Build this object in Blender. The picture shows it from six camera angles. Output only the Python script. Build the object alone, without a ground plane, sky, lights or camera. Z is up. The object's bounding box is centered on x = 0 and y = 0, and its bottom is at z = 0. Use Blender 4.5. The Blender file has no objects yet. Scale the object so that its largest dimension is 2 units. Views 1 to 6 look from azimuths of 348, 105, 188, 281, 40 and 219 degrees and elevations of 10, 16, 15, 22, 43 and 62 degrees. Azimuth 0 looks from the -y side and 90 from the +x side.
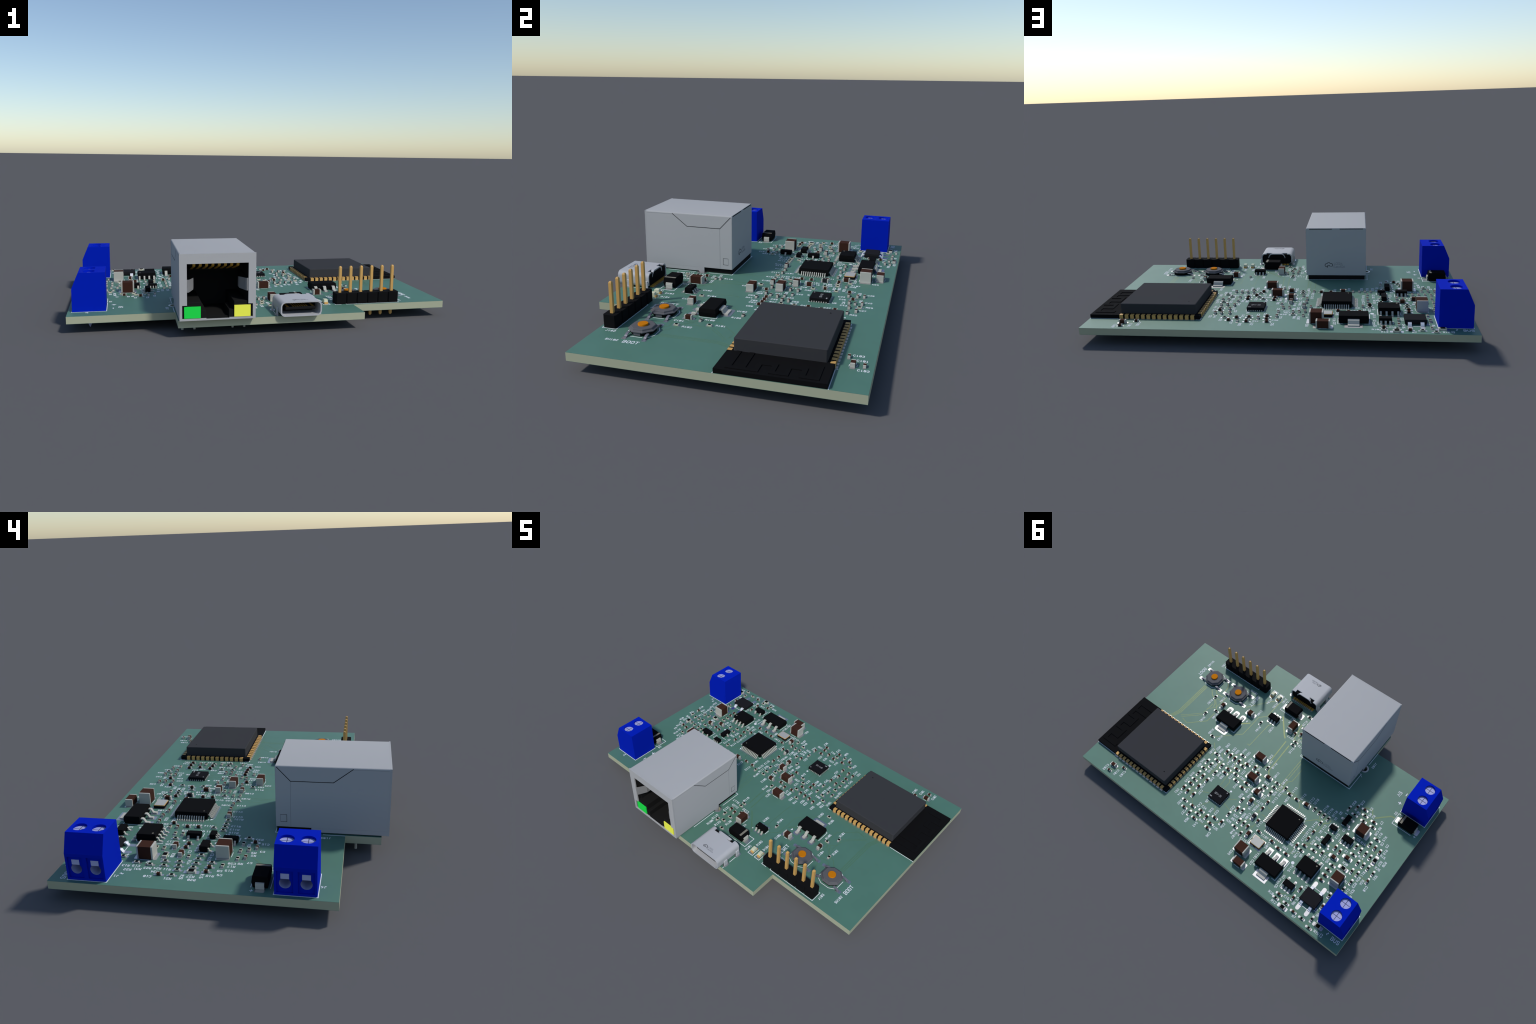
"""Green network controller board: a populated printed circuit board.
All part sizes are written in millimetres of the real thing and multiplied by U."""
import bpy, bmesh, math, random
from mathutils import Matrix, Vector

U = 2.0 / 85.0            # scene metres per board millimetre (85 mm wide board = 2 m)
ZT = 0.0887               # height of the board's upper face
THICK = 1.56              # board thickness, mm
SCN = bpy.context.scene.collection

# ------------------------------------------------------------------ materials
def material(name, col, rough=0.6, metal=0.0, spec=0.3, grain=0.0, grain_scale=300.0, bump=0.0, tint=None):
    m = bpy.data.materials.new(name)
    m.use_nodes = True
    nt = m.node_tree
    b = nt.nodes["Principled BSDF"]
    b.inputs["Roughness"].default_value = rough
    b.inputs["Metallic"].default_value = metal
    b.inputs["Specular IOR Level"].default_value = spec
    b.inputs["Base Color"].default_value = (*col, 1)
    if tint:
        b.inputs["Specular Tint"].default_value = (*tint, 1)
    if grain or bump:
        tc = nt.nodes.new("ShaderNodeTexCoord")
        nz = nt.nodes.new("ShaderNodeTexNoise")
        nz.inputs["Scale"].default_value = grain_scale
        nz.inputs["Detail"].default_value = 3.0
        nt.links.new(tc.outputs["Object"], nz.inputs["Vector"])
        if grain:
            r = nt.nodes.new("ShaderNodeValToRGB")
            r.color_ramp.elements[0].position = 0.3
            r.color_ramp.elements[1].position = 0.7
            r.color_ramp.elements[0].color = (*[c * (1 - grain) for c in col], 1)
            r.color_ramp.elements[1].color = (*[min(1, c * (1 + grain)) for c in col], 1)
            nt.links.new(nz.outputs["Fac"], r.inputs["Fac"])
            nt.links.new(r.outputs["Color"], b.inputs["Base Color"])
        if bump:
            bp = nt.nodes.new("ShaderNodeBump")
            bp.inputs["Strength"].default_value = bump
            bp.inputs["Distance"].default_value = 0.0005
            nt.links.new(nz.outputs["Fac"], bp.inputs["Height"])
            nt.links.new(bp.outputs["Normal"], b.inputs["Normal"])
    return m

MASK = material("green_solder_mask", (0.073, 0.180, 0.133), 0.55, 0, 0.5, grain=0.03, grain_scale=9)
FR4 = material("fibreglass_edge", (0.40, 0.42, 0.295), 0.9, 0, 0.1, grain=0.008, grain_scale=60)
TRACE = material("masked_copper", (0.072, 0.172, 0.112), 0.46, 0.0, 0.78, tint=(1.0, 0.95, 0.42))
PAD = material("tinned_pad", (0.62, 0.61, 0.61), 0.42, 1.0)
INK = material("white_ink", (0.80, 0.82, 0.86), 0.8, 0, 0.2)
CERAMIC = material("brown_ceramic", (0.050, 0.0205, 0.0135), 0.9, 0, 0.06, grain=0.05)
TIN = material("tin_terminal", (0.45, 0.445, 0.395), 0.7, 0.0, 0.2, grain=0.02)
RESBASE = material("alumina_base", (0.60, 0.58, 0.44), 0.8, 0, 0.2)
RESTOP = material("resistor_black", (0.0035, 0.0035, 0.004), 0.9, 0, 0.06)
FERRITE = material("ferrite_grey", (0.022, 0.022, 0.024), 0.9, 0, 0.06)
EPOXY = material("black_epoxy", (0.0045, 0.0045, 0.005), 0.9, 0, 0.06, grain=0.08)
EPOXY2 = material("charcoal_epoxy", (0.014, 0.014, 0.016), 0.9, 0, 0.06)
QFNBLK = material("qfn_epoxy", (0.0085, 0.0085, 0.010), 0.9, 0, 0.06)
MODPCB = material("module_board_black", (0.0055, 0.0055, 0.006), 0.9, 0, 0.06)
MODLID = material("module_lid_charcoal", (0.043, 0.0435, 0.047), 0.9, 0, 0.06, grain=0.02)
GOLD = material("gold_plating", (0.60, 0.345, 0.10), 0.55, 0.0, 0.35)
GOLDDARK = material("gold_contact", (0.52, 0.28, 0.035), 0.55, 0.0, 0.35)
SHIELD = material("nickel_shield", (0.405, 0.406, 0.408), 0.8, 0.0, 0.12, grain=0.015)
USBSTEEL = material("stainless_shell", (0.425, 0.43, 0.445), 0.6, 0.0, 0.25)
BLACKPLA = material("black_plastic", (0.0065, 0.0065, 0.007), 0.9, 0, 0.06)
CAVITY = material("socket_plastic", (0.012, 0.012, 0.012), 0.9, 0, 0.06)
SEAM = material("seam_dark", (0.004, 0.004, 0.005), 0.9, 0, 0.1)
SEAMSOFT = material("seam_soft", (0.23, 0.24, 0.25), 0.8, 0, 0.2)
BLUE = material("blue_plastic", (0.0, 0.014, 0.43), 0.9, 0, 0.06)
SCREW = material("terminal_screw", (0.36, 0.38, 0.66), 0.6, 0.0, 0.4)
SLOT = material("screw_slot", (0.07, 0.075, 0.16), 0.8, 0, 0.2)
CLAMP = material("wire_clamp", (0.42, 0.44, 0.68), 0.5, 0.0, 0.4)
SWGREY = material("switch_cover", (0.100, 0.100, 0.108), 0.8, 0, 0.15)
SWLEG = material("switch_leg", (0.16, 0.16, 0.19), 0.5, 0.2, 0.4)
ORANGE = material("orange_button", (0.52, 0.17, 0.004), 0.9, 0, 0.06)
LEDGREEN = material("green_indicator", (0.012, 0.72, 0.070), 0.6, 0, 0.2)
LEDYELLOW = material("yellow_indicator", (0.92, 0.93, 0.09), 0.6, 0, 0.2)
LENS = material("cream_lens", (0.60, 0.61, 0.44), 0.5, 0, 0.4)
XTAL = material("crystal_lid", (0.42, 0.42, 0.39), 0.5, 0.1, 0.4)
STRIPE = material("cathode_stripe", (0.21, 0.195, 0.155), 0.8, 0, 0.2)
MARK = material("package_mark", (0.30, 0.30, 0.30), 0.8, 0, 0.2)
LOGODARK = material("etched_mark_dark", (0.010, 0.012, 0.016), 0.8, 0, 0.2)
LOGOGREY = material("etched_mark_grey", (0.16, 0.17, 0.19), 0.8, 0, 0.2)
CHROME = material("bright_leg", (0.86, 0.87, 0.90), 0.35, 0.3, 0.5)  # base whitened, metallic cut: sun glare on the metal baked into the colour

# ------------------------------------------------------------------ geometry helpers (mm)
class Shape:
    """A bmesh that takes millimetre coordinates."""
    def __init__(self):
        self.bm = bmesh.new()

    def box(self, x0, x1, y0, y1, z0, z1, bevel=0.0, seg=1):
        v = [self.bm.verts.new((x, y, z)) for z in (z0, z1) for y in (y0, y1) for x in (x0, x1)]
        f = [(0, 2, 3, 1), (4, 5, 7, 6), (0, 1, 5, 4), (2, 6, 7, 3), (0, 4, 6, 2), (1, 3, 7, 5)]
        fs = [self.bm.faces.new([v[i] for i in q]) for q in f]
        if bevel:
            es = list({e for q in fs for e in q.edges})
            bmesh.ops.bevel(self.bm, geom=es, offset=bevel, segments=seg, profile=0.5, affect='EDGES')
        return self

    def taper(self, hx, hy, z0, z1, inset, cx=0, cy=0):
        """Block whose side walls lean in by inset towards the top and bottom (moulded package)."""
        zm = (z0 + z1) / 2
        rings = []
        for z, k in ((z0, inset), (zm, 0), (z1 - inset * .35, inset * .75), (z1, inset * 1.15)):
            rings.append([self.bm.verts.new((cx + sx * (hx - k), cy + sy * (hy - k), z))
                          for sx, sy in ((-1, -1), (1, -1), (1, 1), (-1, 1))])
        self._skin(rings)
        return self

    def _skin(self, rings, cap=True):
        n = len(rings[0])
        for a, b in zip(rings, rings[1:]):
            for i in range(n):
                self.bm.faces.new((a[i], a[(i + 1) % n], b[(i + 1) % n], b[i]))
        if cap:
            self.bm.faces.new(list(reversed(rings[0])))
            self.bm.faces.new(rings[-1])

    def prism(self, pts, lo, hi, axis='z'):
        """Extrude a closed 2D outline from lo to hi along an axis."""
        def place(a, b, c):
            return {'z': (a, b, c), 'y': (a, c, b), 'x': (c, a, b)}[axis]
        r = [[self.bm.verts.new(place(a, b, h)) for a, b in pts] for h in (lo, hi)]
        self._skin(r)
        return self

    def stack(self, pts_list):
        """Loft through (outline, z) pairs."""
        self._skin([[self.bm.verts.new((x, y, z)) for x, y in pts] for pts, z in pts_list])
        return self

    def bar(self, path, w, t, axis='x', at=0.0):
        """Bent strip: a 2D path (u, z) thickened by t, width w along the other axis."""
        n = len(path)
        up, dn = [], []
        for i, p in enumerate(path):
            a = path[max(i - 1, 0)]; b = path[min(i + 1, n - 1)]
            d = Vector((b[0] - a[0], b[1] - a[1])).normalized()
            nrm = Vector((-d.y, d.x)) * t / 2
            up.append((p[0] + nrm.x, p[1] + nrm.y)); dn.append((p[0] - nrm.x, p[1] - nrm.y))
        out = up + dn[::-1]
        # axis names the direction of the width
        r = []
        for s in (-w / 2, w / 2):
            if axis == 'x':
                r.append([self.bm.verts.new((at + s, u, z)) for u, z in out])
            else:
                r.append([self.bm.verts.new((u, at + s, z)) for u, z in out])
        m = len(out)
        for i in range(m):
            self.bm.faces.new((r[0][i], r[0][(i + 1) % m], r[1][(i + 1) % m], r[1][i]))
        for k in r:
            for i in range(n - 1):
                self.bm.faces.new((k[i], k[i + 1], k[m - 2 - i], k[m - 1 - i]))
        return self

    def cyl(self, x, y, r, z0, z1, n=32):
        pts = [(x + r * math.cos(2 * math.pi * i / n), y + r * math.sin(2 * math.pi * i / n)) for i in range(n)]
        return self.prism(pts, z0, z1)

    def ring(self, x, y, ro, ri, z0, z1, n=36):
        def c(r, z):
            return [self.bm.verts.new((x + r * math.cos(2 * math.pi * i / n), y + r * math.sin(2 * math.pi * i / n), z)) for i in range(n)]
        a, b, d, e = c(ri, z0), c(ro, z0), c(ro, z1), c(ri, z1)
        for p, q in ((a, b), (b, d), (d, e), (e, a)):
            for i in range(n):
                self.bm.faces.new((p[i], p[(i + 1) % n], q[(i + 1) % n], q[i]))
        return self

    def stroke(self, pts, w, z0, z1, closed=False):
        """Ribbon of ink or copper along a polyline, mitred, with a small thickness."""
        p = [Vector(q) for q in pts]
        if closed:
            p.append(p[0])
        n = len(p)
        L, R = [], []
        for i in range(n):
            if closed and i in (0, n - 1):
                d0 = (p[-1] - p[-2]).normalized(); d1 = (p[1] - p[0]).normalized()
            else:
                d0 = (p[i] - p[i - 1]).normalized() if i else (p[1] - p[0]).normalized()
                d1 = (p[i + 1] - p[i]).normalized() if i < n - 1 else d0
            t = (d0 + d1)
            t = t.normalized() if t.length > 1e-4 else d1
            nr = Vector((-t.y, t.x))
            k = min(1.6, 1 / max(0.35, nr.dot(Vector((-d1.y, d1.x)))))
            off = nr * (w / 2) * k
            q = p[i]
            if not closed:
                if i == 0: q = q - d1 * w * .4
                if i == n - 1: q = q + d0 * w * .4
            L.append(q + off); R.append(q - off)
        tl = [self.bm.verts.new((v.x, v.y, z1)) for v in L]
        tr = [self.bm.verts.new((v.x, v.y, z1)) for v in R]
        bl = [self.bm.verts.new((v.x, v.y, z0)) for v in L]
        br = [self.bm.verts.new((v.x, v.y, z0)) for v in R]
        for i in range(n - 1):
            self.bm.faces.new((tl[i], tr[i], tr[i + 1], tl[i + 1]))
            self.bm.faces.new((tl[i + 1], bl[i + 1], bl[i], tl[i]))
            self.bm.faces.new((tr[i], br[i], br[i + 1], tr[i + 1]))
        if not closed:
            self.bm.faces.new((tl[0], bl[0], br[0], tr[0]))
            self.bm.faces.new((tr[-1], br[-1], bl[-1], tl[-1]))
        return self

    def plate(self, outline, holes, lo, hi, axis='z'):
        """Flat plate with holes: fill the outline minus the holes, extrude lo..hi."""
        def place(a, b, c):
            return {'z': (a, b, c), 'y': (a, c, b), 'x': (c, a, b)}[axis]
        tmp = bmesh.new()
        es = []
        for loop in [outline] + holes:
            v = [tmp.verts.new((a, b, 0)) for a, b in loop]
            es += [tmp.edges.new((v[i], v[(i + 1) % len(v)])) for i in range(len(v))]
        bmesh.ops.triangle_fill(tmp, use_beauty=True, use_dissolve=False, edges=es, normal=(0, 0, 1))
        tmp.verts.index_update()
        for h in (lo, hi):
            vs = [self.bm.verts.new(place(v.co.x, v.co.y, h)) for v in tmp.verts]
            for f in tmp.faces:
                self.bm.faces.new([vs[v.index] for v in f.verts])
            if h == lo:
                low = vs
        for e in tmp.edges:
            if len(e.link_faces) == 1:
                a, b = e.verts[0].index, e.verts[1].index
                self.bm.faces.new((low[a], low[b], vs[b], vs[a]))
        tmp.free()
        return self

    def mesh(self, name, mat, smooth=0.0):
        bmesh.ops.recalc_face_normals(self.bm, faces=self.bm.faces[:])
        bmesh.ops.scale(self.bm, vec=(U, U, U), verts=self.bm.verts[:])
        me = bpy.data.meshes.new(name)
        self.bm.to_mesh(me)
        self.bm.free()
        me.materials.append(mat)
        if smooth:
            for p in me.polygons:
                p.use_smooth = True
            me.set_sharp_from_angle(angle=math.radians(smooth))
        return me


def rrect(hx, hy, r, n=5, cx=0.0, cy=0.0):
    pts = []
    for sx, sy, a0 in ((1, 1, 0), (-1, 1, 90), (-1, -1, 180), (1, -1, 270)):
        for i in range(n + 1):
            a = math.radians(a0 + 90 * i / n)
            pts.append((cx + sx * (hx - r) + r * math.cos(a), cy + sy * (hy - r) + r * math.sin(a)))
    return pts

ROOT = bpy.data.objects.new("circuit_board", None)
ROOT.empty_display_size = 0.1
SCN.objects.link(ROOT)
ROOT["label"] = "green controller circuit board with network jack and blue terminals"
ROOT["category"] = "circuit board"

def put(name, me, x=0.0, y=0.0, rot=0.0, z=0.0, parent=None, stuff=False):
    """Place a mesh (mm) on the board; with a parent it sits at the parent's origin."""
    o = bpy.data.objects.new(name, me)
    SCN.objects.link(o)
    if parent is None:
        o.parent = ROOT
        o.location = (x * U, y * U, ZT + z * U)
    else:
        o.parent = parent
        o.location = (x * U, y * U, z * U)
    o.rotation_euler = (0, 0, math.radians(rot))
    if stuff:
        o["kind"] = "stuff"
    return o

# ------------------------------------------------------------------ board
# outline: 85 x 50 mm with a 40.3 mm wide connector shelf on the -y side
XL, XR, YB, YT, YS = -42.5, 42.5, -20.92, 29.10, -27.72
SX0, SX1 = -20.1, 20.17
OUTLINE = [(XL, YB), (SX0, YB), (SX0, YS), (SX1, YS), (SX1, YB), (XR, YB), (XR, YT), (XL, YT)]
def circle(x, y, r, n=24):
    return [(x + r * math.cos(2 * math.pi * i / n), y + r * math.sin(2 * math.pi * i / n)) for i in range(n)]
HOLES = [circle(-20.0, -14.95, 0.8), circle(-4.33, -14.95, 0.8)]
put("substrate", Shape().plate(OUTLINE, HOLES, -THICK, -0.03).mesh("substrate", FR4))
put("solder_mask", Shape().plate(OUTLINE, HOLES, -0.03, 0.0).mesh("solder_mask", MASK))
put("solder_mask", Shape().plate(OUTLINE, HOLES, -THICK - 0.03, -THICK).mesh("solder_mask", MASK))

PADS = Shape()            # all tinned lands
def pad(x, y, w, h, r=0.12, under=False):
    z0, z1 = (-0.01, 0.035) if not under else (-THICK - 0.065, -THICK - 0.02)
    PADS.prism(rrect(w / 2, h / 2, min(r, w / 2 - .001, h / 2 - .001), 3, x, y), z0, z1)
def pad_ring(x, y, ro, ri):
    PADS.ring(x, y, ro, ri, -0.01, 0.03)
    PADS.ring(x, y, ro, ri, -THICK - 0.065, -THICK - 0.02)

# ------------------------------------------------------------------ lettering: monoline stroke font
# glyphs on a grid 4 wide, 6 high; strokes parted by "/", points "xy"
FONT = {
    '0': "10 01 05 16 36 45 41 30 10/14 32", '1': "15 26 20/10 30", '2': "05 16 36 45 44 00 40",
    '3': "06 46 24 34 43 41 30 10 01", '4': "36 02 42/33 30", '5': "46 06 03 33 42 41 30 10 01",
    '6': "36 16 05 01 10 30 41 42 33 13 02", '7': "06 46 10", '8': "13 04 05 16 36 45 44 33 13 02 01 10 30 41 42 33",
    '9': "44 33 13 04 05 16 36 45 41 30 10", 'A': "00 26 40/12 32", 'B': "00 06 36 45 44 33 03/33 42 41 30 00",
    'C': "45 36 16 05 01 10 30 41", 'D': "00 06 26 44 42 20 00", 'E': "46 06 00 40/03 33",
    'F': "46 06 00/03 33", 'J': "36 31 20 10 01", 'L': "06 00 40", 'N': "00 06 40 46",
    'O': "10 01 05 16 36 45 41 30 10", 'Q': "10 01 05 16 36 45 41 30 10/22 40",
    'R': "00 06 36 45 44 33 03/23 40", 'S': "45 36 16 05 04 13 33 42 41 30 10 01", 'T': "06 46/26 20",
    'U': "06 01 10 30 41 46", 'V': "06 20 46", 'W': "06 00 23 40 46", 'Y': "06 23 46/23 20",
    'a': "14 34 43 40 10 01 12 42", 's': "44 14 03 12 32 41 30 00", 'y': "04 21/44 10",
    '+': "03 43/25 21", '-': "03 43", '~': "03 14 32 43", 'K': "00 06/46 02/13 40",
}
def write(sh, text, x, y, size, w, rot=0.0, z=0.022, gap=0.92, squeeze=0.60):
    """Add text centred on x, y (mm) to a shape."""
    adv = size * gap
    c, s = math.cos(math.radians(rot)), math.sin(math.radians(rot))
    x0 = -((len(text) - 1) * adv + size * squeeze) / 2
    for k, ch in enumerate(text):
        for j, part in enumerate(FONT[ch].split('/')):
            pts = []
            for q in part.split():
                a = x0 + k * adv + int(q[0]) / 4 * size * squeeze
                b = (int(q[1]) / 6 - 0.5) * size
                pts.append((x + a * c - b * s, y + a * s + b * c))
            if pts[0] == pts[-1] and len(pts) > 2:
                sh.stroke(pts[:-1], w, z - 0.03, z + 0.006 * j, closed=True)
            else:
                sh.stroke(pts, w, z - 0.03, z + 0.006 * j)

# each line: labels "name x y" in mm; "<" turns the label to read towards -x, others read towards +y
LABELS = """
U101 15.8 6.3; R52 15 4.4; R50 13.9 4.6; C55 13.5 2.2; C52 11.3 2.1; C56 10.2 2.2; R44 8.9 .7; C53 7.4 .8; R54< 12.1 6.4; R47 9.9 6.1; R46 15.8 9.9; R51 15.6 11.6; R53 12.2 9; C48 12.3 11; C39 8.4 6; R49 15.3 14.8; C49 15.2 16.9; R48 9.6 10.4; C50 8.5 10.5; C45 10.1 12.7; C38 10.7 15.7; C37 10 17.4
C51 15.1 21; C44 14 21; R32 12.3 22.9; C27 9.6 24.4; U5 6.9 18.3; C43 7.7 20.3; C34< 6.2 20.1; C26 4.3 19.6; C23 2.8 19.2; R42 3.9 10.4; R38 .9 11.6; C22 .3 15.7; C33 6.6 9; C28< 4 7.5; C21 4.8 6.1; R59 7.5 25.5; C42 4.9 25.1; R41< 4.3 23.4; C25< .1 22.7; C24 -.9 21; C35 .4 25.1
R60 5.8 2; C47 4.8 2.1; C46 2.2 2.3; C29 2 -2.3; C54 1 -.8; R110 -.5 -.7; C105 -2.7 1.2; R118 -1.2 -7.3; R109 -5.6 1.4; R111 -5.9 3.7; R36 -5.7 5.7; R122 -6.9 4.7; C115 -6.9 7.2; C31 -4.2 8.3; C119< -4.3 10.1; C110 -3.2 12.4; FB101 -4.4 12; R45 -.8 10.3; C40 .5 9.4; C41 .5 7.7; R43< -2.1 4.6; C114 -9.2 1.7; U104 -9.3 5.1
C113 -12.2 1.8; C122< 1.5 -10.4; C123< -1.6 -11.1; R117< -2.6 -9.7; C121 -2.7 -13.3; R120 1.2 -16.5; R119 -2.8 -17.3; R100 -2.4 -19.5; R123 -.7 -18.5; R37< -1.8 16.9; R57< -2 18; R39< -1.3 19.1; R58 -3.3 15.5; C108 -4.3 15; R40 -3.9 20.7; R107 -4.9 21.2; C59 -7.1 25.3; C116< -7.5 20.7; C111 -8.1 14.9; C107< -11.3 16.7; C109 -13.3 18.1; Y101 -12.8 22; C57 -12.9 24
C58< -17.6 14.2; C63< -17.2 15.9; C61 -19.4 15.5; C120 -20.5 15.5; R116 -21.5 19.3; C112 -14.6 1.3; R121 -15.7 .9; R112 -18.8 .8; R113 -20.2 .8; R115 -21.5 .7; Q2 -22.6 -.4; U1 -22.5 1.7; R114 -19.2 6.3; C11 -21.6 5.5; Q1 -21.6 7; C118 -19.1 8.7; C117 -19.2 10.9; R35< -22.2 8.9; R29 -21.7 10.4; C12 -25.6 5.3; U3 -26 2.9; C1< -29.8 7.2; C17 -26.4 12; R26 -27.5 12; R30< -31.4 10; U6 -21.5 15.1; R33 -23.7 -4.9; R3< -26.2 -3.3
C15 -25.4 -6.3; C3 -28.2 -6.2; R9 -28.8 -4.7; R2 -29.8 -4.8; C7 -32.4 -4.6; R8 -32.9 -3; C20 -33 -1.5; R17 -34 -1.6; R19 -35.4 -1.5; C8 -35.7 .1; C9 -37 -.2; R18 -37.5 1.4; R16< -37.7 2.8; R14< -33.5 6.3; C5< -30.4 2.8; R15< -31.9 2.9; R27 -38.1 4.7; R20 -39.1 4.2; R25< -38.4 6.2; R11 -36.3 9.5; R24 -36.2 11.3; R34 -37.3 11.4; R23 -36.3 13.1; R21 -39.2 8.5; C10 -38.9 12.2; R1< -34.3 13.7; C19 -35.8 15.4; R31 -36.8 14.8; R22 -37.2 16.5; R13 -35.9 17.3; J1 -39.5 17.7
U2 -21.5 22; C32 -21.2 23.6; C6 -21.5 25; C16< -25.2 25.6; R10< -21.5 27; R12< -23.4 28.3; R6 -27.4 25.7; C4 -27.5 24.3; C13 -27.4 20.9; R7< -29.4 28.2; R5 -33.6 24.4; D1 -32.6 23.8; R75< -35.8 27.9; C2 -37.1 27.8; SW102 35.8 -16.1; J103 32.4 -18.2; R102 27 -5.7; C104 24.6 -8.3; R105 22.7 -2.8; R101 24.8 .1; R106 20.2 1.6; U103 16.8 1.7; C106 13.4 -11.4; R104 10.4 -7; U102 7.4 -9.1
SW101< 19.1 -16; D104 13.7 -16.1; D103 11.5 -16.1; D101 10.4 -18.9; C124 4.8 -14.8; D2 -33.8 -9.1; J102 -21.6 -17.3; J4 -38.5 -18.2; C102 35.1 27.5; C101 31.7 27; C103 30 26.2
"""
def label(text, x, y, rot, size, w):
    sh = Shape()
    write(sh, text, 0, 0, size, w)
    put("silkscreen_label", sh.mesh("silkscreen_label", INK), x, y, rot)
for item in LABELS.replace('\n', ';').split(';'):
    if item.strip():
        t, x, y = item.split()
        label(t.rstrip('<'), float(x), float(y), 180 if t.endswith('<') else 90, 0.55, 0.095)
for t, x, y, rot, size, w in (("BOOT", 35.9, -12.4, 90, .86, .13), ("RESET", 17.1, -13.6, 90, .86, .13), ("BUS", -40.4, 26.75, 180, .86, .13),
                              ("5V", -31.5, -14.4, 90, .86, .13), ("+", -33.0, -12.2, 90, 1.2, .2), ("-", -33.1, -15.3, 90, 1.2, .2),
                              ("~", -38.05, 26.5, 90, 1.0, .14), ("~", -38.6, 17.0, 90, 1.0, .14), ("+", -41.0, -6.5, 90, .9, .1), ("+", -32.2, 18.4, 90, .8, .1)):
    label(t, x, y, rot, size, w)

SILK = Shape()            # printed outlines and pin-1 marks
def line(*pts, w=0.13, z=0.015, closed=False):
    SILK.stroke(pts, w, -0.01, z, closed)
def dot(x, y, r):
    SILK.cyl(x, y, r, -0.01, 0.018, 20)

# ------------------------------------------------------------------ two-terminal chips
# size code: length, width, height, cap length, pad centre, pad length, pad width
CHIP = {
    'c4': (1.0, .5, .5, .22, .63, .65, .57), 'r4': (1.0, .5, .35, .25, .63, .65, .57),
    'c4n': (1.0, .5, .5, .22, .50, .54, .57), 'r4n': (1.0, .5, .35, .25, .50, .54, .57),
    'c6': (1.6, .8, .8, .32, .87, 1.05, .95), 'c6n': (1.6, .8, .8, .32, .80, .85, .95), 'f6': (1.6, .8, .8, .32, .80, .85, .95),
    'r6': (1.6, .8, .45, .32, .90, 1.02, .95), 'c8': (2.0, 1.25, 1.25, .42, 1.02, 1.15, 1.42),
    'c12': (3.05, 1.62, 1.6, .36, 1.55, 1.15, 1.8), 'c1210': (3.08, 2.48, 2.55, .36, 1.56, 1.2, 2.6),
}
_cache = {}
def chip_meshes(code):
    if code in _cache:
        return _cache[code]
    L, W, H, c = CHIP[code][:4]
    z0 = 0.02
    kind = code[0]
    b = min(.05, H * .08)
    if kind == 'r':
        body = Shape().box(-L / 2 + .03, L / 2 - .03, -W / 2, W / 2, z0, H - .04).mesh("resistor", RESBASE)
        extra = Shape().box(-L / 2 + c, L / 2 - c, -W / 2 + .005, W / 2 - .005, H - .05, H).mesh("resistive_film", RESTOP)
        caps = Shape()
        for s in (-1, 1):
            a, d = sorted((s * L / 2, s * (L / 2 - c)))
            caps.box(a, d, -W / 2 - .008, W / 2 + .008, z0 - .01, H - .012, b)
        caps = caps.mesh("end_terminals", TIN)
    else:
        body = Shape().box(-L / 2 + c * .6, L / 2 - c * .6, -W / 2 + .012, W / 2 - .012, z0 + .02, H - .012).mesh(
            "capacitor", FERRITE if kind == 'f' else CERAMIC)
        extra = None
        caps = Shape()
        for s in (-1, 1):
            a, d = sorted((s * L / 2, s * (L / 2 - c)))
            caps.box(a, d, -W / 2, W / 2, z0, H, b)
        caps = caps.mesh("end_terminals", TIN)
    _cache[code] = (body, caps, extra)
    return _cache[code]

def chip(code, x, y, axis):
    body, caps, extra = chip_meshes(code)
    name = {'r': 'resistor', 'c': 'capacitor', 'f': 'ferrite_bead'}[code[0]]
    o = put(name, body, x, y, 90 if axis == 'Y' else 0)
    put("end_terminals", caps, parent=o)
    if extra:
        put("resistive_film", extra, parent=o)
    L, W, H, c, pc, pl, pw = CHIP[code]
    for s in (-1, 1):
        if axis == 'X':
            pad(x + s * pc, y, pl, pw, .2)
        else:
            pad(x, y + s * pc, pw, pl, .2)
    # short silk ticks beside the body
    g, t = W / 2 + (.16 if W < .6 else .22), L / 2 - c - (.1 if W < .6 else .0)
    if L > 1.2:
        for s in (-1, 1):
            if axis == 'X':
                line((x - t * .7, y + s * g), (x + t * .7, y + s * g), w=.1)
            else:
                line((x + s * g, y - t * .7), (x + s * g, y + t * .7), w=.1)

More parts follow.
